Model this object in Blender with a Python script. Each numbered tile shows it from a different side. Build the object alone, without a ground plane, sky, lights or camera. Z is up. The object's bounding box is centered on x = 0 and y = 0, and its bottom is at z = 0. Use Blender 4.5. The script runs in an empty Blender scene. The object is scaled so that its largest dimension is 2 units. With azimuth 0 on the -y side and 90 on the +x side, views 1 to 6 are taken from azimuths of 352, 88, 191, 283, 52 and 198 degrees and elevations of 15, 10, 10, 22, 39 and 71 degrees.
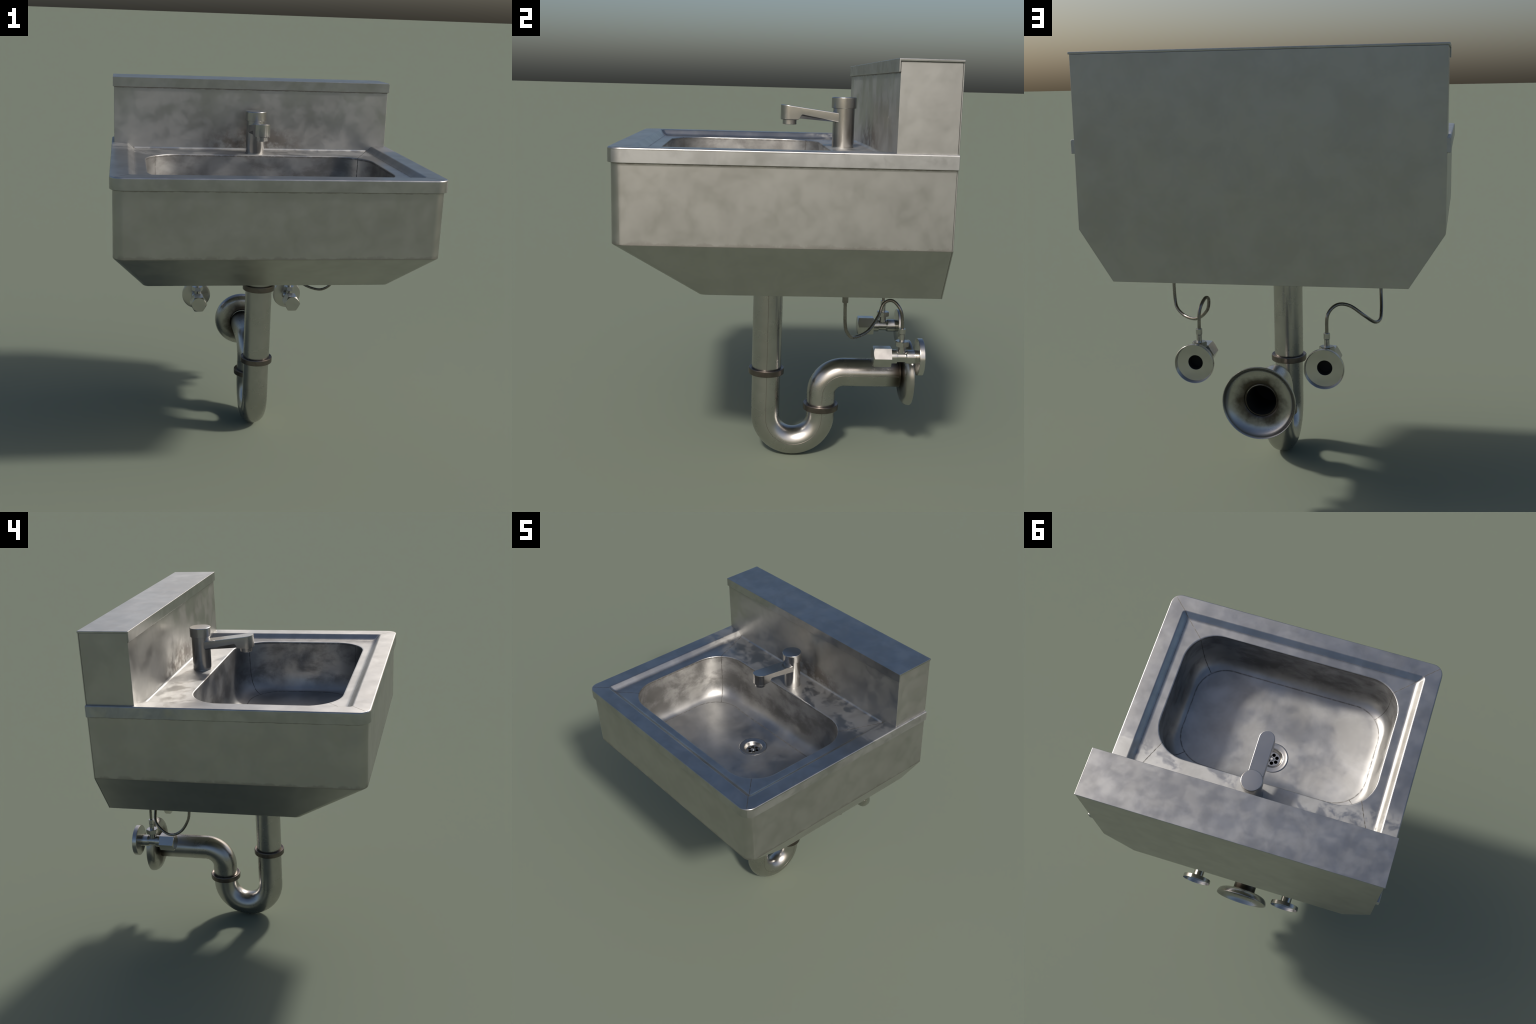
import bpy, bmesh, math
from mathutils import Vector, Matrix

# ------------------------------------------------------------------ helpers
COL = bpy.context.scene.collection


def link(name, me, mat, parent=None):
    ob = bpy.data.objects.new(name, me)
    COL.objects.link(ob)
    if mat is not None and not me.materials:
        me.materials.append(mat)
    if parent is not None:
        ob.parent = parent
    # big flat faces keep their own normal, only the folds between them shade round
    w = ob.modifiers.new('weighted_normals', 'WEIGHTED_NORMAL')
    w.mode = 'FACE_AREA'
    w.weight = 100
    w.keep_sharp = True
    return ob


def mesh_from(name, verts, faces, smooth_angle=35):
    me = bpy.data.meshes.new(name)
    me.from_pydata([tuple(v) for v in verts], [], faces)
    me.validate()
    bm = bmesh.new()
    bm.from_mesh(me)
    bmesh.ops.recalc_face_normals(bm, faces=bm.faces)
    finish(bm, me, smooth_angle)
    return me


def finish(bm, me, smooth_angle=35):
    lim = math.radians(smooth_angle)
    for f in bm.faces:
        f.smooth = True
    for e in bm.edges:
        e.smooth = not (len(e.link_faces) != 2 or e.calc_face_angle(0) > lim)
    bm.to_mesh(me)
    bm.free()


def loft(rings, close_first=False, close_last=False):
    """closed rings of equal point count -> verts, faces"""
    n = len(rings[0])
    verts, faces = [], []
    for r in rings:
        verts += [tuple(p) for p in r]
    for i in range(len(rings) - 1):
        a, b = i * n, (i + 1) * n
        for j in range(n):
            k = (j + 1) % n
            faces.append((a + j, a + k, b + k, b + j))
    if close_first:
        faces.append(tuple(range(n)))
    if close_last:
        o = (len(rings) - 1) * n
        faces.append(tuple(range(o + n - 1, o - 1, -1)))
    return verts, faces


def rrect(x, y0, y1, z, rf, rb=None, nc=8, ns=6):
    """rounded rectangle, half width x, front y0, back y1, corner radius
    rf at the front and rb at the back, equal point count for any size"""
    rb = rf if rb is None else rb
    pts = []
    corners = [(-x + rf, y0 + rf, rf, 180), (x - rf, y0 + rf, rf, 270),
               (x - rb, y1 - rb, rb, 0), (-x + rb, y1 - rb, rb, 90)]
    arcs = []
    for cx, cy, r, a0 in corners:
        arcs.append([Vector((cx + r * math.cos(math.radians(a0 + 90 * i / nc)),
                             cy + r * math.sin(math.radians(a0 + 90 * i / nc)), z))
                     for i in range(nc + 1)])
    for i in range(4):
        pts += arcs[i]
        a, b = arcs[i][-1], arcs[(i + 1) % 4][0]
        pts += [a.lerp(b, k / ns) for k in range(1, ns)]
    return pts


def lathe(profile, axis='Z', centre=(0, 0, 0), seg=48, smooth_angle=32, name='lathe'):
    """profile of (radius, height) pairs turned about an axis"""
    c = Vector(centre)
    verts, faces, rows = [], [], []
    for r, h in profile:
        if r < 1e-6:
            rows.append([len(verts)])
            verts.append((0, 0, h))
        else:
            rows.append(list(range(len(verts), len(verts) + seg)))
            verts += [(r * math.cos(2 * math.pi * i / seg),
                       r * math.sin(2 * math.pi * i / seg), h) for i in range(seg)]
    for a, b in zip(rows, rows[1:]):
        for i in range(seg):
            k = (i + 1) % seg
            if len(a) == 1 and len(b) == 1:
                continue
            if len(a) == 1:
                faces.append((a[0], b[k], b[i]))
            elif len(b) == 1:
                faces.append((a[i], a[k], b[0]))
            else:
                faces.append((a[i], a[k], b[k], b[i]))
    if axis == 'Y':
        verts = [(x, h, -y) for x, y, h in verts]
    verts = [Vector(v) + c for v in verts]
    return mesh_from(name, verts, faces, smooth_angle)


def catmull(P, n=10):
    P = [Vector(p) for p in P]
    P = [2 * P[0] - P[1]] + P + [2 * P[-1] - P[-2]]
    out = []
    for i in range(1, len(P) - 2):
        a, b, c, d = P[i - 1:i + 3]
        for k in range(n):
            t = k / n
            out.append(0.5 * (2 * b + (c - a) * t + (2 * a - 5 * b + 4 * c - d) * t ** 2
                              + (3 * b - a - 3 * c + d) * t ** 3))
    out.append(P[-2])
    return out


def tube(path, radii, seg=32, caps=True, name='tube', ref=(1, 0, 0), inner=None):
    """sweep of a circle along a path; with inner, a hollow end of that radius"""
    path = [Vector(p) for p in path]
    if not hasattr(radii, '__len__'):
        radii = [radii] * len(path)
    rings = []
    n = Vector(ref)
    for i, p in enumerate(path):
        t = (path[min(i + 1, len(path) - 1)] - path[max(i - 1, 0)]).normalized()
        n = (n - t * n.dot(t)).normalized()
        b = t.cross(n)
        rings.append([p + radii[i] * (n * math.cos(2 * math.pi * k / seg)
                                      + b * math.sin(2 * math.pi * k / seg))
                      for k in range(seg)])
    if inner:
        # turn back inside the end of the pipe
        c = path[-1]
        for back in (0.0, 0.10, 0.24):
            d = (path[-2] - path[-1]).normalized() * back
            rings.append([c + d + (p - c) * (inner / radii[-1]) for p in rings[len(path) - 1]])
    v, f = loft(rings, caps, caps)
    return mesh_from(name, v, f, 50)


def arc_yz(cy, cz, r, a0, a1, n=16, x=0.0):
    return [Vector((x, cy + r * math.cos(math.radians(a0 + (a1 - a0) * i / n)),
                    cz + r * math.sin(math.radians(a0 + (a1 - a0) * i / n)))) for i in range(n + 1)]


def box(x0, x1, y0, y1, z0, z1, bevel=0.003, name='box', seg=2):
    bm = bmesh.new()
    bmesh.ops.create_cube(bm, size=1.0)
    for v in bm.verts:
        v.co = Vector(((x0 + x1) / 2 + v.co.x * (x1 - x0),
                       (y0 + y1) / 2 + v.co.y * (y1 - y0),
                       (z0 + z1) / 2 + v.co.z * (z1 - z0)))
    if bevel:
        bmesh.ops.bevel(bm, geom=list(bm.edges), offset=bevel, segments=seg, profile=0.5,
                        affect='EDGES')
    me = bpy.data.meshes.new(name)
    finish(bm, me, 50)
    return me


def prism(outline, axis, a0, a1, bevel=0.002, name='prism', seg=2):
    """outline in the plane across the axis, extruded from a0 to a1"""
    n = len(outline)
    def at(p, h):
        return {'X': (h, p[0], p[1]), 'Y': (p[0], h, p[1]), 'Z': (p[0], p[1], h)}[axis]
    verts = [at(p, a0) for p in outline] + [at(p, a1) for p in outline]
    faces = [tuple(range(n)), tuple(range(2 * n - 1, n - 1, -1))]
    faces += [(i, (i + 1) % n, n + (i + 1) % n, n + i) for i in range(n)]
    me = bpy.data.meshes.new(name)
    me.from_pydata(verts, [], faces)
    bm = bmesh.new()
    bm.from_mesh(me)
    bmesh.ops.recalc_face_normals(bm, faces=bm.faces)
    if bevel:
        sharp = [e for e in bm.edges if e.calc_face_angle(0) > math.radians(25)]
        bmesh.ops.bevel(bm, geom=sharp, offset=bevel, segments=seg, profile=0.5, affect='EDGES')
    finish(bm, me, 50)
    return me


def hexagon(r, a0=0.0, n=6):
    return [(r * math.cos(math.radians(a0 + 360 * i / n)),
             r * math.sin(math.radians(a0 + 360 * i / n))) for i in range(n)]


def merge(parts, name):
    bm = bmesh.new()
    for me in parts:
        bm.from_mesh(me)
    me = bpy.data.meshes.new(name)
    bm.to_mesh(me)
    bm.free()
    return me


# ---------------------------------------------------------------- materials
class Nodes:
    def __init__(self, name):
        self.mat = bpy.data.materials.new(name)
        self.mat.use_nodes = True
        self.t = self.mat.node_tree
        self.t.nodes.clear()
        self.coord = self.t.nodes.new('ShaderNodeTexCoord').outputs['Object']

    def new(self, kind, **kw):
        n = self.t.nodes.new(kind)
        for k, v in kw.items():
            setattr(n, k, v)
        return n

    def put(self, sock, v):
        if hasattr(v, 'is_output') or isinstance(v, bpy.types.NodeSocket):
            self.t.links.new(v, sock)
        else:
            sock.default_value = v

    def math(self, op, a, b=None, c=None, clamp=False):
        n = self.new('ShaderNodeMath', operation=op, use_clamp=clamp)
        self.put(n.inputs[0], a)
        if b is not None:
            self.put(n.inputs[1], b)
        if c is not None:
            self.put(n.inputs[2], c)
        return n.outputs[0]

    def noise(self, scale, detail=4, rough=0.55, dist=0.0, stretch=None, offset=(0, 0, 0)):
        m = self.new('ShaderNodeMapping')
        self.t.links.new(self.coord, m.inputs['Vector'])
        m.inputs['Location'].default_value = offset
        if stretch:
            m.inputs['Scale'].default_value = stretch
        n = self.new('ShaderNodeTexNoise')
        self.t.links.new(m.outputs[0], n.inputs['Vector'])
        n.inputs['Scale'].default_value = scale
        n.inputs['Detail'].default_value = detail
        n.inputs['Roughness'].default_value = rough
        n.inputs['Distortion'].default_value = dist
        return n.outputs['Fac']

    def ramp(self, v, a, b, lo=0.0, hi=1.0):
        n = self.new('ShaderNodeMapRange', interpolation_type='SMOOTHSTEP')
        self.put(n.inputs[0], v)
        for i, x in enumerate((a, b, lo, hi)):
            n.inputs[i + 1].default_value = x
        return n.outputs[0]

    def mix(self, fac, a, b):
        n = self.new('ShaderNodeMix', data_type='RGBA')
        self.put(n.inputs[0], fac)
        self.put(n.inputs[6], a)
        self.put(n.inputs[7], b)
        return n.outputs[2]

    def xyz(self):
        s = self.new('ShaderNodeSeparateXYZ')
        self.t.links.new(self.coord, s.inputs[0])
        return s.outputs[0], s.outputs[1], s.outputs[2]

    def line(self, px, py, p1, p2, width):
        """mask 1 on the segment p1-p2 in the (px, py) plane"""
        dx, dy = p2[0] - p1[0], p2[1] - p1[1]
        L = math.hypot(dx, dy)
        dx, dy = dx / L, dy / L
        off = -dy * p1[0] + dx * p1[1]
        d = self.math('ABSOLUTE', self.math('SUBTRACT', self.math(
            'ADD', self.math('MULTIPLY', px, -dy), self.math('MULTIPLY', py, dx)), off))
        along = self.math('SUBTRACT', self.math(
            'ADD', self.math('MULTIPLY', px, dx), self.math('MULTIPLY', py, dy)),
            dx * p1[0] + dy * p1[1])
        inside = self.math('MULTIPLY', self.math('GREATER_THAN', along, 0.0),
                           self.math('LESS_THAN', along, L))
        return self.math('MULTIPLY', self.ramp(d, width * 0.35, width, 1.0, 0.0), inside)

    def output(self, colour, rough, metallic=1.0, bump=None, strength=0.1, distance=0.01):
        b = self.new('ShaderNodeBsdfPrincipled')
        self.put(b.inputs['Base Color'], colour)
        self.put(b.inputs['Roughness'], rough)
        b.inputs['Metallic'].default_value = metallic
        if bump is not None:
            n = self.new('ShaderNodeBump')
            n.inputs['Strength'].default_value = strength
            n.inputs['Distance'].default_value = distance
            self.t.links.new(bump, n.inputs['Height'])
            self.t.links.new(n.outputs[0], b.inputs['Normal'])
        o = self.new('ShaderNodeOutputMaterial')
        self.t.links.new(b.outputs[0], o.inputs['Surface'])
        return self.mat


def steel(name, light, dark, r_lo, r_hi, scale=8.0, baked_lines=None, grime_dark=None, dirt=(0.17, 0.145, 0.125), wave=0.0,
          offset=(0, 0, 0), spread=(0.32, 0.68), worn=None, r_worn=0.6):
    """worn sheet steel: blotchy polish, faint stains, soft undulation;
    worn masks where the polish has gone and the metal is dull"""
    N = Nodes(name)
    blot = N.noise(scale, 5, 0.55, 0.25, offset=offset)
    stain = N.noise(scale * 0.6, 5, 0.6, 0.3, offset=(3.1 + offset[0], 1.7, 5.3))
    mask = N.ramp(blot, *spread)
    col = N.mix(N.ramp(stain, 0.34, 0.66), (*dark, 1), (*light, 1))
    rough = N.math('ADD', N.math('MULTIPLY', mask, r_hi - r_lo), r_lo)
    if worn is not None:
        w = worn(N)
        rough = N.math('ADD', N.math('MULTIPLY', rough, N.math('SUBTRACT', 1.0, w)),
                       N.math('MULTIPLY', w, r_worn))
    if baked_lines is not None:  # baked texture seams and crease shade darken the colour here
        m = baked_lines(N)
        m = N.math('MULTIPLY', m, N.ramp(N.noise(40, 3), 0.30, 0.55, 0.35, 1.0))
        col = N.mix(N.math('MULTIPLY', m, 0.8), col, (0.10, 0.09, 0.08, 1))
        rough = N.math('ADD', rough, N.math('MULTIPLY', m, 0.25))
    if grime_dark is not None:  # dirt films, dark edge bands and the painted bowl wall shade
        g = grime_dark(N)
        col = N.mix(g, col, (*dirt, 1))
        rough = N.math('ADD', rough, N.math('MULTIPLY', g, 0.1))
    h = N.noise(scale * 0.7, 3, 0.5, 0.2, offset=(7, 2, 1)) if wave else None
    return N.output(col, rough, 1.0, h, wave, 0.02)


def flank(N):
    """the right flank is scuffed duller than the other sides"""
    x, y, z = N.xyz()
    return N.math('MULTIPLY', N.math('GREATER_THAN', x, 0.8085),
                  N.ramp(N.noise(9, 5, 0.55, 0.3, offset=(2, 5, 1)), 0.30, 0.62, 0.45, 1.0))


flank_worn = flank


def deck_worn(N):
    """dull, splashed shelf behind the bowl"""
    x, y, z = N.xyz()
    shelf = N.ramp(y, 0.17, 0.27)
    shelf = N.math('MULTIPLY', shelf, N.ramp(N.noise(9, 5, 0.6, 0.3), 0.36, 0.52))
    return N.math('MAXIMUM', shelf, N.math('MULTIPLY', flank(N), N.math('LESS_THAN', z, 1.612)))


def bowl_worn(N):
    return N.ramp(N.noise(4.6, 5, 0.52, 0.2, offset=(1.3, 0.4, 0)), 0.36, 0.62)


def splash_worn(N):
    x, y, z = N.xyz()
    face = N.math('LESS_THAN', y, 0.459)
    face = N.math('MULTIPLY', face, N.ramp(N.noise(8, 5, 0.55, 0.25, offset=(4, 0, 2)), 0.37, 0.63))
    return N.math('MAXIMUM', face, flank(N))


def bowl_wall_grime_shade(N):
    """brown grey film and baked shade painted on the walls of the bowl, streaky"""
    x, y, z = N.xyz()
    wall = N.ramp(z, 1.30, 1.36)
    return N.math('MULTIPLY', wall, N.ramp(N.noise(5.5, 6, 0.60, 0.3, stretch=(1, 1, 1.5)), 0.38, 0.64, 0.0, 0.75))


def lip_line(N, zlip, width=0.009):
    """grainy dark line just below a folded lip that hangs at height zlip"""
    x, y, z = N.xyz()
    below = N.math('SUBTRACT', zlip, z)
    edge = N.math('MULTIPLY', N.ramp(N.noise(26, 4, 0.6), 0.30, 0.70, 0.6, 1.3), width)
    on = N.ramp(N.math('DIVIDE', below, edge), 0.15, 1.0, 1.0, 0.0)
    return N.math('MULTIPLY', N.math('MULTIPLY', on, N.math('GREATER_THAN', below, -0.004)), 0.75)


def panel_dark_bands(N):
    x, y, z = N.xyz()
    front = N.math('LESS_THAN', y, 0.7095)
    up = N.math('SUBTRACT', z, 1.2215)                # noisy darker band along the fold of the hopper
    edge = N.ramp(N.noise(15, 5, 0.6, offset=(6, 1, 0)), 0.35, 0.70, 0.004, 0.030)
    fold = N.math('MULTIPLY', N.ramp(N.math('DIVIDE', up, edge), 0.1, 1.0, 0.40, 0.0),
                  N.math('GREATER_THAN', up, -0.002))
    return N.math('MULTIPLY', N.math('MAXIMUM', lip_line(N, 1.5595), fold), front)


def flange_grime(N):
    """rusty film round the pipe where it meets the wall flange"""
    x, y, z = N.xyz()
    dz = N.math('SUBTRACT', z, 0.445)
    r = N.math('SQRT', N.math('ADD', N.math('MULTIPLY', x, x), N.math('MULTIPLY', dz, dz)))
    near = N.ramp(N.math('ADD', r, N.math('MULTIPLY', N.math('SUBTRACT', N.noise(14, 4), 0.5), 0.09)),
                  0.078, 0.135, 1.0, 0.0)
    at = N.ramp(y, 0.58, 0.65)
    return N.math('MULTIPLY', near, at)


def deck_baked_lines(N):  # baked texture seams and crease shade painted as dark lines
    x, y, z = N.xyz()
    ax = N.math('ADD', N.math('ABSOLUTE', x),
                N.math('MULTIPLY', N.math('SUBTRACT', N.noise(60, 2), 0.5), 0.006))
    a = N.line(ax, y, (0.801, -0.6935), (0.578, -0.480), 0.0034)
    b = N.line(ax, y, (0.700, 0.460), (0.575, 0.170), 0.0034)
    # crease shade painted as a thin dark line where step meets lower deck
    front = N.line(ax, y, (-0.05, -0.5905), (0.700, -0.5905), 0.0030)
    side = N.line(ax, y, (0.7005, -0.590), (0.7005, 0.457), 0.0030)
    fold = N.math('MULTIPLY', N.math('MAXIMUM', front, side), 0.55)
    mouth = N.math('MULTIPLY', N.math('GREATER_THAN', z, 1.575), N.ramp(z, 1.5845, 1.5885, 0.75, 0.0))  # baked shade round the bowl mouth, put into the colour
    mouth = N.math('MULTIPLY', mouth, N.math('LESS_THAN', N.math('ABSOLUTE', x), 0.66))
    mouth = N.math('MULTIPLY', mouth, N.math('GREATER_THAN', y, -0.56))
    fold = N.math('MAXIMUM', fold, mouth)
    return N.math('MAXIMUM', N.math('MAXIMUM', a, b), fold)


def bowl_baked_lines(N):  # corner, floor and mouth lines copied from baked seams and shade
    x, y, z = N.xyz()
    w = N.math('MULTIPLY', N.math('SUBTRACT', N.noise(40, 2), 0.5), 0.006)
    ax = N.math('ADD', N.math('ABSOLUTE', x), w)
    a = N.line(ax, y, (0.600, -0.500), (0.519, -0.419), 0.0036)
    b = N.line(ax, y, (0.600, 0.206), (0.511, 0.110), 0.0036)
    # baked texture seam drawn as a dark rounded rectangle round the floor
    qx = N.math('SUBTRACT', ax, 0.575 - 0.19)
    qy = N.math('SUBTRACT', N.math('ABSOLUTE', N.math('ADD', y, 0.1585)), 0.3165 - 0.19)
    mx, my = N.math('MAXIMUM', qx, 0.0), N.math('MAXIMUM', qy, 0.0)
    ln = N.math('SQRT', N.math('ADD', N.math('MULTIPLY', mx, mx), N.math('MULTIPLY', my, my)))
    d = N.math('SUBTRACT', N.math('ADD', ln, N.math('MINIMUM', N.math('MAXIMUM', qx, qy), 0.0)), 0.19)
    ring = N.ramp(N.math('ABSOLUTE', d), 0.0008, 0.0060, 1.0, 0.0)
    lip = N.math('MULTIPLY', N.ramp(z, 1.5740, 1.5810), 0.75)     # baked shade drawn as a dark line round the mouth
    return N.math('MAXIMUM', lip, N.math('MAXIMUM', N.math('MAXIMUM', a, b), N.math('MULTIPLY', ring, 0.7)))


def splash_grime(N):
    """brown splash stains on the panel behind the tap"""
    x, y, z = N.xyz()
    dx = N.math('DIVIDE', x, 0.40)
    dz = N.math('DIVIDE', N.math('SUBTRACT', z, 1.60), 0.17)
    d = N.math('ADD', N.math('MULTIPLY', dx, dx), N.math('MULTIPLY', dz, dz))
    near = N.ramp(d, 0.0, 1.0, 1.0, 0.0)
    stains = N.math('MULTIPLY', near, N.ramp(N.noise(13, 5, 0.6), 0.38, 0.60, 0.0, 0.85))
    return N.math('MAXIMUM', stains, N.math('MULTIPLY', lip_line(N, 1.946), N.math('LESS_THAN', y, 0.459)))  # stains plus the dark line below the cap lip


LIGHT, DARK = (0.475, 0.467, 0.447), (0.415, 0.407, 0.388)
M_PANEL = steel('panel_steel', (0.468, 0.461, 0.442), (0.428, 0.421, 0.403), 0.33, 0.39, 10.0, grime_dark=panel_dark_bands, worn=flank_worn, r_worn=0.47)
M_SPLASH = steel('splash_steel', LIGHT, DARK, 0.335, 0.38, 8.0, grime_dark=splash_grime, worn=splash_worn, r_worn=0.52)
M_CAP = steel('cap_steel', (0.465, 0.464, 0.455), (0.385, 0.383, 0.374), 0.29, 0.37, 12.0)
M_DECK = steel('deck_steel', (0.465, 0.464, 0.455), (0.385, 0.383, 0.374), 0.30, 0.36, 12.0, baked_lines=deck_baked_lines, worn=deck_worn,
               r_worn=0.56)
M_BOWL = steel('bowl_steel', (0.465, 0.462, 0.452), (0.37, 0.366, 0.356), 0.35, 0.41, 7.0, baked_lines=bowl_baked_lines,
               worn=bowl_worn, r_worn=0.55, grime_dark=bowl_wall_grime_shade, dirt=(0.175, 0.171, 0.165), wave=0.06)
M_DRAIN = steel('drain_steel', (0.52, 0.51, 0.49), (0.46, 0.45, 0.43), 0.27, 0.33, 20.0)
M_TAP = steel('tap_steel', (0.485, 0.478, 0.464), (0.43, 0.423, 0.41), 0.235, 0.27, 8.0)
M_PIPE = steel('pipe_steel', (0.50, 0.488, 0.468), (0.43, 0.42, 0.40), 0.25, 0.31, 6.0, grime_dark=flange_grime, dirt=(0.075, 0.063, 0.052))
M_VALVE = steel('valve_chrome', (0.58, 0.57, 0.55), (0.50, 0.49, 0.47), 0.20, 0.27, 14.0)
M_COLLAR = steel('collar_bronze', (0.19, 0.165, 0.15), (0.13, 0.11, 0.10), 0.28, 0.40, 25.0)
M_HOSE = steel('hose_metal', (0.30, 0.28, 0.26), (0.20, 0.185, 0.17), 0.22, 0.30, 30.0)


def flat(name, c, r, metallic):
    N = Nodes(name)
    f = N.noise(30, 3)
    col = N.mix(f, (*[v * 0.8 for v in c], 1), (*[v * 1.2 for v in c], 1))
    return N.output(col, r, metallic)


M_DARK = flat('pipe_inside_shade', (0.012, 0.011, 0.010), 0.8, 0.0)  # near-black colour stands in for shade inside pipe, valves and drain
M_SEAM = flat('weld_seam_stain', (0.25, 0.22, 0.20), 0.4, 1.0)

# -------------------------------------------------------------------- object
root = bpy.data.objects.new('wall_sink', None)
COL.objects.link(root)
root['label'] = 'worn stainless steel wall sink with tap and curved waste pipe'
root['category'] = 'sink'

# ---- apron: box below the rim that narrows to a hopper
BACK = 0.7085
rings = []
for x, y0, y1, z, r in [(0.800, -0.689, BACK, 1.600, 0.040), (0.8125, -0.7035, BACK, 1.600, 0.054),
                        (0.811, -0.701, BACK, 1.2225, 0.054), (0.8100, -0.699, BACK, 1.2200, 0.054),
                        (0.8083, -0.694, BACK, 1.2170, 0.050),
                        (0.6620, -0.349, BACK, 0.9890, 0.036), (0.6595, -0.345, BACK, 0.9862, 0.034),
                        (0.6550, -0.331, BACK, 0.9850, 0.032)]:
    rings.append(rrect(x, y0, y1, z, r, 0.002))
v, f = loft(rings, False, True)
apron = link('apron', mesh_from('apron', v, f, 30), M_PANEL, root)

# ---- one flat sheet closes the back, from the hopper to the cap
outline = [(-0.6595, 0.985), (0.6595, 0.985), (0.811, 1.221), (0.811, 1.9885),
           (-0.811, 1.9885), (-0.811, 1.221)]
back = link('back_panel', prism(outline, 'Y', BACK + 0.0005, 0.7142, 0.0016, 'back_panel'),
            M_PANEL, root)

# ---- rim and deck: folded skirt, flat rim, step down, lower deck, rolled edge
deck = []
for x, y0, y1, z, rf, rb in [
        (0.8115, -0.7005, 0.711, 1.5610, 0.050, 0.002),
        (0.8140, -0.7030, 0.712, 1.5590, 0.051, 0.002),
        (0.8245, -0.7150, 0.7125, 1.5590, 0.064, 0.002),
        (0.8262, -0.7168, 0.7140, 1.5607, 0.065, 0.002),
        (0.8262, -0.7168, 0.7140, 1.6140, 0.065, 0.002),
        (0.8252, -0.7158, 0.7138, 1.6183, 0.064, 0.002),
        (0.8225, -0.7130, 0.7130, 1.6212, 0.060, 0.002),
        (0.8185, -0.7090, 0.7110, 1.6220, 0.056, 0.002),
        (0.7390, -0.6280, 0.5200, 1.6220, 0.024, 0.010),
        (0.7340, -0.6230, 0.5150, 1.6212, 0.021, 0.010),
        (0.7290, -0.6180, 0.5100, 1.6185, 0.018, 0.010),
        (0.7140, -0.6030, 0.4950, 1.6035, 0.012, 0.010),
        (0.7060, -0.5950, 0.4870, 1.5965, 0.011, 0.010),
        (0.6990, -0.5880, 0.4800, 1.5925, 0.010, 0.010),
        (0.6920, -0.5810, 0.4730, 1.5908, 0.012, 0.010),
        (0.6840, -0.5730, 0.4700, 1.5903, 0.014, 0.010),
        (0.6490, -0.5490, 0.2600, 1.5902, 0.202, 0.212),
        (0.6440, -0.5440, 0.2555, 1.5899, 0.198, 0.208),
        (0.6412, -0.5412, 0.2528, 1.5886, 0.196, 0.205),
        (0.6400, -0.5400, 0.2516, 1.5860, 0.195, 0.204),
        (0.6398, -0.5398, 0.2514, 1.5820, 0.195, 0.204)]:
    deck.append(rrect(x, y0, y1, z, rf, rb, 12, 10))
v, f = loft(deck)
rim = link('rim_deck', mesh_from('rim_deck', v, f, 40), M_DECK, root)

# ---- bowl: slightly tapered walls, rounded foot, dished floor to the drain
DC = Vector((0.0, -0.018, 1.2495))
bowl = [rrect(0.6398, -0.5398, 0.2514, 1.5820, 0.195, 0.204, 12, 10)]
# inward offset of the wall against height, with a wide soft foot
for o, z in [(0.0006, 1.5400), (0.0015, 1.5000), (0.0030, 1.4300), (0.0060, 1.3900), (0.0110, 1.3580),
             (0.0190, 1.3300), (0.0290, 1.3090), (0.0400, 1.2950), (0.0530, 1.2850), (0.0680, 1.2775),
             (0.0860, 1.2700), (0.1060, 1.2625), (0.1280, 1.2560), (0.1520, 1.2515), (0.1800, 1.2497)]:
    k = 1.0 if o < 0.06 else 1.0 - (o - 0.06) * 1.5
    ends = 1.15 * o if o < 0.05 else 0.0075 + 0.05 + (o - 0.05) * 2.9    # the floor runs up longer to the two ends
    bowl.append(rrect(0.6398 - ends, -0.5398 + o - 0.002 * min(1.0, o / 0.01), 0.2514 - o, z, 0.195 * k, 0.204 * k, 12, 10))
last = bowl[-1]
circ = []
for p in last:
    a = math.atan2(p.y - DC.y, p.x - DC.x)
    circ.append(Vector((DC.x + 0.094 * math.cos(a), DC.y + 0.094 * math.sin(a), DC.z)))
for s in (0.15, 0.35, 0.55, 0.75, 0.9, 1.0):
    zz = DC.z + (last[0].z - DC.z) * (1 - s)
    bowl.append([Vector((p.x + (q.x - p.x) * s, p.y + (q.y - p.y) * s, zz)) for p, q in zip(last, circ)])
v, f = loft(bowl)
bowl_ob = link('bowl', mesh_from('bowl', v, f, 60), M_BOWL, root)

# ---- drain in the floor
d = DC
drain = link('drain', lathe([(0.094, -0.004), (0.093, 0.0015), (0.090, 0.0030), (0.086, 0.0030),
                             (0.082, 0.0012), (0.074, 0.0002), (0.064, -0.0008), (0.060, -0.0022),
                             (0.057, -0.006), (0.052, -0.015), (0.047, -0.022), (0.044, -0.026),
                             (0.044, -0.06)], 'Z', d, 56, 50, 'drain'), M_DRAIN, root)
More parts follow.
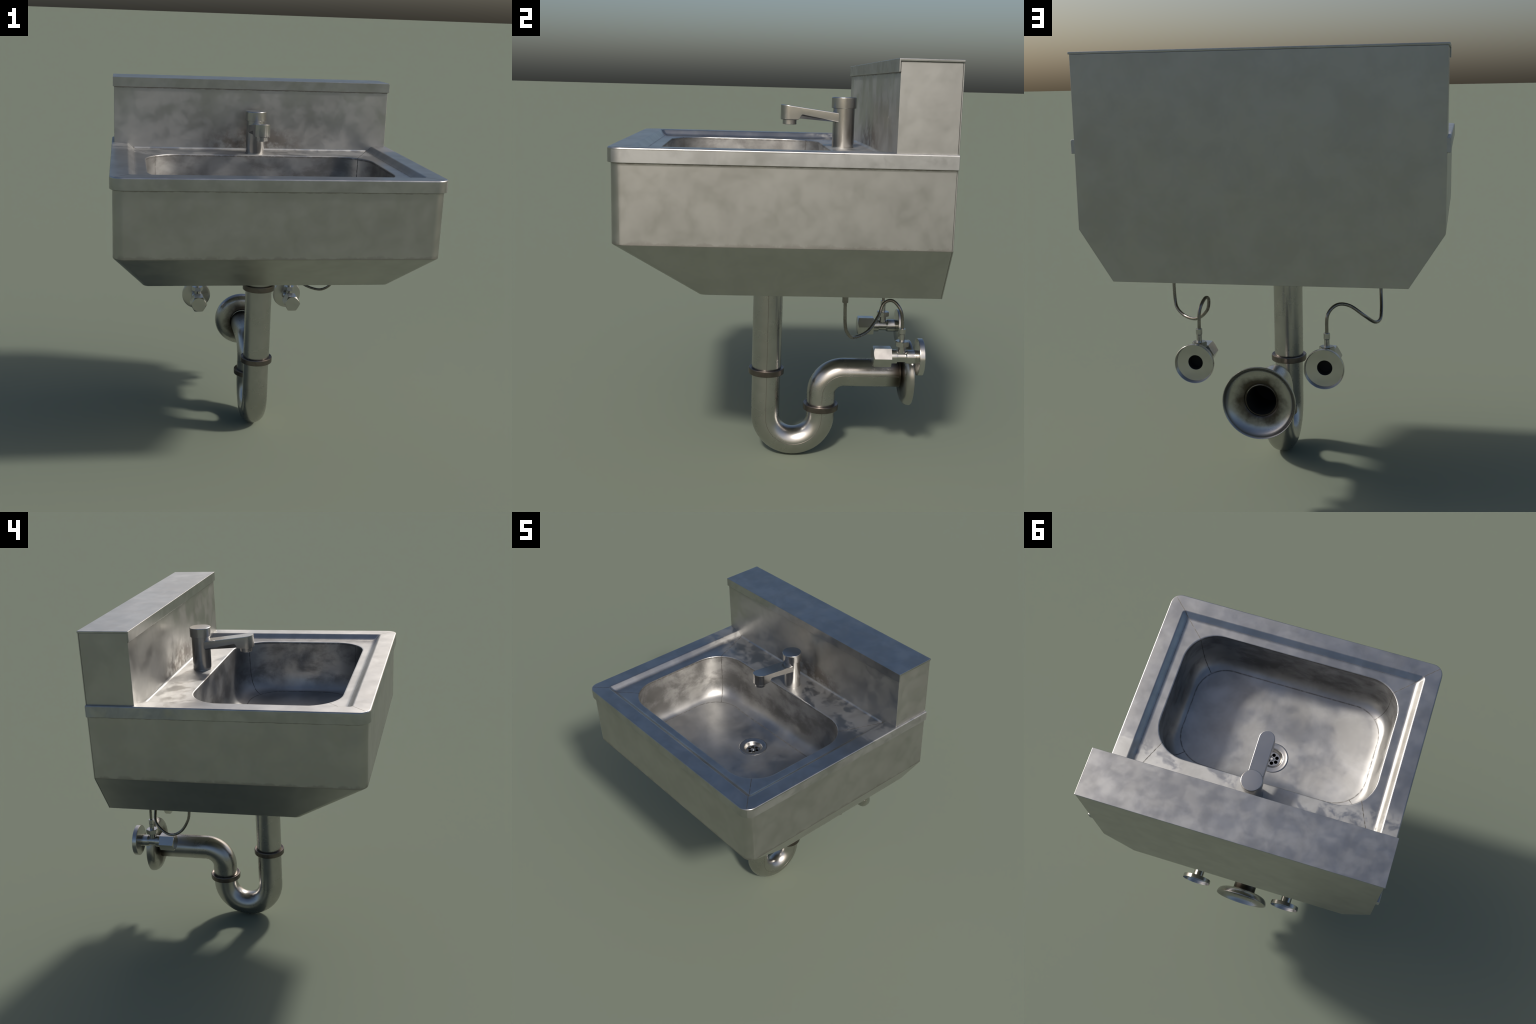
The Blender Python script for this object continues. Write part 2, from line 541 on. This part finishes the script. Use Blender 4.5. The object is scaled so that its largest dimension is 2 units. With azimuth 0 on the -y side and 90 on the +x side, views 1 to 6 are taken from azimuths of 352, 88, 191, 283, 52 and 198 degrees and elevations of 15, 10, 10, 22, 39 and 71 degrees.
# strainer plate with six round holes, cut in sectors
verts, faces = [], []
NH, RP, RH, RC = 6, 0.0445, 0.0112, 0.0262
K = 24
for zlev in (-0.024, -0.027):
    for h in range(NH):
        th = 2 * math.pi * h / NH + math.pi / 6
        c = Vector((RC * math.cos(th), RC * math.sin(th)))
        base = len(verts)
        for i in range(K):
            a = th + 2 * math.pi * i / K
            verts.append((c.x + RH * math.cos(a), c.y + RH * math.sin(a), zlev))
        for i in range(K):
            a = th + 2 * math.pi * i / K
            dirv = Vector((math.cos(a), math.sin(a)))
            # out from the hole until the sector border, the plate rim or the hub
            best = 1.0
            lo, hi = 0.0, 0.06
            for _ in range(40):
                m = (lo + hi) / 2
                q = c + dirv * m
                ang = (math.atan2(q.y, q.x) - th + math.pi) % (2 * math.pi) - math.pi
                ok = abs(ang) <= math.pi / NH and 0.006 < q.length < RP
                lo, hi = (m, hi) if ok else (lo, m)
            q = c + dirv * max(lo, RH + 1e-4)
            verts.append((q.x, q.y, zlev))
        for i in range(K):
            k = (i + 1) % K
            faces.append((base + i, base + k, base + K + k, base + K + i))
half = len(verts) // 2
for h in range(NH):
    b0 = h * 2 * K
    for i in range(K):
        k = (i + 1) % K
        faces.append((b0 + i, b0 + k, half + b0 + k, half + b0 + i))
verts = [Vector(p) + d for p in verts]
strainer = link('drain_strainer', mesh_from('drain_strainer', verts, faces, 30), M_DRAIN, drain)
screw = link('drain_screw', lathe([(0.0, -0.0205), (0.006, -0.0208), (0.0095, -0.0225),
                                   (0.0105, -0.026)], 'Z', d, 24, 50, 'drain_screw'), M_DRAIN, drain)
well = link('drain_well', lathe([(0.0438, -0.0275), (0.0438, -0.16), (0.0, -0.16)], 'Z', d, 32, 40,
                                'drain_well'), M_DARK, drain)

# ---- splashback with its folded cap
splash = link('splashback', box(-0.8115, 0.8115, 0.457, BACK, 1.590, 1.9885, 0.0025, 'splashback'),
              M_SPLASH, root)
cap_profile = [(0.4490, 1.9460), (0.4560, 1.9460), (0.4560, 1.9890), (0.7140, 1.9890),
               (0.7140, 2.0000), (0.4490, 2.0000)]
cap = link('splashback_cap', prism(cap_profile, 'X', -0.8180, 0.8180, 0.0018, 'splashback_cap'),
           M_CAP, splash)

# rounded inside corner between the shelf and the splashback
cove = [(0.4580, 1.5890), (0.4580, 1.6010)] + [
    (0.4465 + 0.0105 * math.cos(math.radians(t)), 1.6010 - 0.0108 * math.sin(math.radians(t)))
    for t in (0, 18, 36, 54, 72, 90)] + [(0.4465, 1.5890)]
link('splashback_cove', prism(cove, 'X', -0.6990, 0.6990, 0.0, 'splashback_cove'), M_DECK, splash)

# ---- tap
TY = 0.328
tap = link('tap', lathe([(0.0540, 1.5880), (0.0540, 1.5930), (0.0530, 1.5950), (0.0528, 1.7815),
                         (0.0, 1.7815)], 'Z', (0, TY, 0), 48, 40, 'tap'), M_TAP, root)
tap_cap = link('tap_cap', lathe([(0.0, 1.7805), (0.0588, 1.7805), (0.0600, 1.7812), (0.0606, 1.7825),
                                 (0.0606, 1.8290), (0.0599, 1.8315), (0.0583, 1.8333), (0.0560, 1.8340),
                                 (0.0, 1.8340)], 'Z', (0, TY, 0), 48, 40, 'tap_cap'), M_TAP, tap)
# spout: flat bar that rises to a round end which turns down
SC, SR = 0.0640, 0.0445
def spout_ring(inset, top):
    n, pts = 20, []
    w = SR - inset
    for i in range(n + 1):
        a = math.pi + math.pi * i / n
        pts.append(Vector((w * math.cos(a), SC + w * math.sin(a), 0)))
    ys = (0.083, 0.096, 0.102, 0.108, 0.113, 0.118, 0.124, 0.16, TY)
    pts += [Vector((w, y, 0)) for y in ys] + [Vector((-w, y, 0)) for y in reversed(ys)]
    for p in pts:
        zt = 1.7935 - 0.1300 * (p.y - 0.02)
        if top:
            p.z = zt
        else:
            flare = max(0.0, min(1.0, (0.124 - p.y) / 0.022))
            flare = flare * flare * (3 - 2 * flare)
            straight = 1.7630 - 0.1750 * (p.y - 0.02)
            p.z = straight + (1.7200 - straight) * flare
    return pts
def shifted(r, dz):
    return [p + Vector((0, 0, dz)) for p in r]
rings = [shifted(spout_ring(0.004, True), 0.0), shifted(spout_ring(0.0012, True), -0.0010),
         shifted(spout_ring(0.0, True), -0.004), shifted(spout_ring(0.0, False), 0.0035),
         shifted(spout_ring(0.0010, False), 0.0010), shifted(spout_ring(0.0035, False), 0.0)]
v, f = loft(rings, True, True)
spout = link('spout', mesh_from('spout', v, f, 42), M_TAP, tap)
nozzle = link('spout_nozzle', lathe([(0.0340, 1.7240), (0.0340, 1.6985), (0.0325, 1.6970), (0.0280, 1.6970),
                                     (0.0270, 1.7100), (0.0, 1.7100)], 'Z', (0, SC, 0), 36, 40, 'spout_nozzle'),
              M_TAP, tap)

# ---- waste pipe
PY, UY, UR, UZ = -0.018, 0.267, 0.1425, 0.2150
R1, R2 = 0.0745, 0.0725
HZ, ER = 0.442, 0.112
tail = [Vector((0, PY, z)) for z in (1.02, 0.90, 0.75, 0.60, 0.45)]
trap = link('waste_pipe', tube(tail, R1, 48, False, 'waste_pipe'), M_PIPE, root)
ub = [Vector((0, PY, 0.46)), Vector((0, PY, 0.34))] + arc_yz(PY + UR, UZ, UR, 180, 360, 28) \
    + [Vector((0, UY, 0.245)), Vector((0, UY, 0.27))]
u_bend = link('trap_bend', tube(ub, R2, 48, False, 'trap_bend'), M_PIPE, trap)
el = [Vector((0, UY, 0.25)), Vector((0, UY, 0.29))] + arc_yz(UY + ER, HZ - ER, ER, 180, 90, 20) \
    + [Vector((0, 0.50, HZ)), Vector((0, 0.62, HZ)), Vector((0, 0.664, HZ))]
outlet = link('outlet_pipe', tube(el, R2, 48, False, 'outlet_pipe', inner=0.0695), M_PIPE, trap)
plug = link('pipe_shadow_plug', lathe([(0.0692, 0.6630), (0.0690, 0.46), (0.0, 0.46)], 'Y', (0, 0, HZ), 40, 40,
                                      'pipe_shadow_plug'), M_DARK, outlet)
plug.name = 'outlet_shadow_plug'  # dark insert added to give the shade inside the outlet

collar_me = lathe([(R2 - 0.002, -0.016), (0.088, -0.016), (0.0905, -0.0135), (0.0910, 0.011),
                   (0.0890, 0.015), (0.085, 0.016), (R2 + 0.0025, 0.012), (R2 - 0.002, 0.010)],
                  'Z', (0, 0, 0), 48, 40, 'pipe_collar')
for y, z in ((PY, 0.448), (UY, 0.260), (PY, 0.883)):
    c = link('pipe_collar', collar_me, M_COLLAR, trap)
    c.location = (0, y, z)
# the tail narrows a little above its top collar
cup = link('tail_cup', lathe([(0.0770, 0.884), (0.0790, 0.92), (0.0800, 0.990)], 'Z', (0, PY, 0), 48, 40,
                             'tail_cup'), M_PIPE, trap)
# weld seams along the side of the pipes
def seam(path, r, name):
    return tube([p + Vector((r - 0.0006, 0, 0)) for p in path], 0.0012, 8, True, name, ref=(0, 0.3, 1))
sm = merge([seam([Vector((0, PY, z)) for z in (0.98, 0.8, 0.6, 0.46)], R1, 's'),
            seam([Vector((0, PY, 0.43))] + ub[1:-1], R2, 's'), seam(el[1:], R2, 's')], 'weld_seam')
for p in sm.polygons:
    p.use_smooth = True
link('weld_seam', sm, M_SEAM, trap)

# wall flange of the outlet: domed ring, hollow at the back
flange = link('outlet_flange', lathe([
    (R2 - 0.001, 0.662), (0.078, 0.6640), (0.084, 0.6675), (0.100, 0.6690), (0.120, 0.6700), (0.137, 0.6730),
    (0.150, 0.6790), (0.160, 0.6880), (0.166, 0.7000), (0.1678, 0.7110), (0.1678, 0.7160), (0.1665, 0.7172),
    (0.1640, 0.7165), (0.1600, 0.7080), (0.153, 0.6960), (0.144, 0.6870), (0.132, 0.6805), (0.118, 0.6768),
    (0.100, 0.6745), (0.086, 0.6720), (0.0785, 0.6690), (0.0765, 0.6640), (0.0762, 0.655)],
    'Y', (0, 0, HZ + 0.003), 64, 50, 'outlet_flange'), M_PIPE, trap)

# ---- two angle valves with their supply hoses
VX, VZ, SY = 0.295, 0.6155, 0.6175
body_me = lathe([(0.0, 0.564), (0.033, 0.564), (0.0335, 0.5655), (0.0335, 0.5935), (0.0325, 0.5950), (0.0270, 0.5953),
                 (0.0265, 0.5970), (0.0265, 0.6330), (0.0280, 0.6360), (0.0325, 0.6420), (0.0335, 0.6450),
                 (0.0335, 0.6780), (0.0330, 0.6820), (0.0328, 0.6900)],
                'Y', (VX, 0, VZ), 36, 35, 'water_valve')
stem_me = lathe([(0.0175, VZ + 0.015), (0.0175, 0.6690)], 'Z', (VX, SY, 0), 24, 35, 'stem')
body_me = merge([body_me, stem_me], 'water_valve')
vfl_me = lathe([(0.0325, 0.6840), (0.0345, 0.6855), (0.0700, 0.6895), (0.0865, 0.6915), (0.0890, 0.6930),
                (0.0898, 0.6960), (0.0898, 0.7160), (0.0890, 0.7170), (0.0878, 0.7165), (0.0868, 0.7120),
                (0.0855, 0.6985), (0.0830, 0.6955), (0.0600, 0.6925), (0.0390, 0.6905), (0.0345, 0.6905),
                (0.0330, 0.6890), (0.0323, 0.6860)], 'Y', (VX, 0, VZ), 48, 35, 'valve_flange')
vin_me = lathe([(0.0322, 0.6885), (0.0322, 0.646), (0.0, 0.646)], 'Y', (VX, 0, VZ), 24, 35, 'valve_shade_lining')  # added dark insert, paints the shade in the valve mouth
# hexagon handle nut with a chamfered face
def hex_nut(r, axis, a0, a1, centre, rot, cham, name, both=False):
    rows = []
    ap = r * math.cos(math.pi / 6)
    def pt(p, h):
        return Vector(centre) + (Vector((p[0], h, p[1])) if axis == 'Y' else Vector((p[0], p[1], h)))
    n = 36
    ang = [rot + 360 * i / n for i in range(n)]
    def hexr(a):
        t = (math.radians(a - rot) + 1e-9) % (math.pi / 3) - math.pi / 6
        return ap / math.cos(t)
    cr = ap * 0.955
    def row(h, rad):
        return [pt((rad(a) * math.cos(math.radians(a)), rad(a) * math.sin(math.radians(a))), h) for a in ang]
    k = abs(cham)
    s = 1 if a1 > a0 else -1
    rows.append(row(a0, lambda a: cr))
    rows.append([p + Vector((0, s * k * (hexr(a) - cr) / (r - cr), 0) if axis == 'Y' else (0, 0, s * k * (hexr(a) - cr) / (r - cr)))
                 for p, a in zip(row(a0, hexr), ang)])
    if both:
        rows.append([p - Vector((0, s * k * (hexr(a) - cr) / (r - cr), 0) if axis == 'Y' else (0, 0, s * k * (hexr(a) - cr) / (r - cr)))
                     for p, a in zip(row(a1, hexr), ang)])
        rows.append(row(a1, lambda a: cr))
    else:
        rows.append(row(a1, hexr))
    v, f = loft(rows, True, True)
    return mesh_from(name, v, f, 20)
handle_me = hex_nut(0.0520, 'Y', 0.479, 0.566, (VX, 0, VZ), 0.0, 0.006, 'valve_handle')
gland_me = hex_nut(0.0350, 'Z', 0.6680, 0.6940, (VX, SY, 0), 0.0, 0.003, 'gland_nut', True)
ferr_me = lathe([(0.0, 0.693), (0.0125, 0.693), (0.0125, 0.7240), (0.0130, 0.7270), (0.0148, 0.7290), (0.0148, 0.7525),
                 (0.0140, 0.7540), (0.0, 0.7540)], 'Z', (VX, SY, 0), 24, 35, 'hose_ferrule')

hose_right = [(0.2945, 0.6175, 0.745), (0.2922, 0.6072, 0.8369), (0.277, 0.5676, 0.8848), (0.2712, 0.5253, 0.8702),
              (0.2887, 0.4984, 0.8105), (0.3543, 0.4417, 0.7553), (0.4314, 0.3679, 0.7447), (0.4838, 0.334, 0.7735),
              (0.502, 0.3158, 0.8214), (0.507, 0.3108, 0.9444), (0.507, 0.3108, 0.995)]
hose_left = [(-0.2946, 0.6175, 0.745), (-0.2987, 0.6122, 0.8357), (-0.3365, 0.5789, 0.8753), (-0.3907, 0.5491, 0.8653),
             (-0.455, 0.5289, 0.8156), (-0.4925, 0.4658, 0.7731), (-0.5127, 0.4114, 0.772), (-0.5144, 0.3595, 0.8022),
             (-0.5103, 0.3211, 0.8646), (-0.507, 0.3108, 0.924), (-0.507, 0.3108, 0.995)]
COUP = 0.9270
coup_me = lathe([(0.0, COUP), (0.0128, COUP), (0.0138, COUP + 0.0015), (0.0138, 0.9920)], 'Z', (0, 0, 0), 24, 35, 'hose_coupling')
for side, pts in ((0.0, hose_right), (-2 * VX, hose_left)):
    valve = link('water_valve', body_me, M_VALVE, root)
    valve.location = (side, 0, 0)
    for nm, me, mt in (('valve_flange', vfl_me, M_VALVE), ('valve_shade_lining', vin_me, M_DARK),
                       ('valve_handle', handle_me, M_VALVE), ('gland_nut', gland_me, M_VALVE),
                       ('hose_ferrule', ferr_me, M_VALVE)):
        link(nm, me, mt, valve)
    hose_me = tube(catmull(pts, 10), 0.0078, 16, True, 'supply_hose')
    hose = link('supply_hose', hose_me, M_HOSE, root)
    cp = link('hose_coupling', coup_me, M_HOSE, hose)
    cp.location = (pts[-1][0], pts[-1][1], 0)
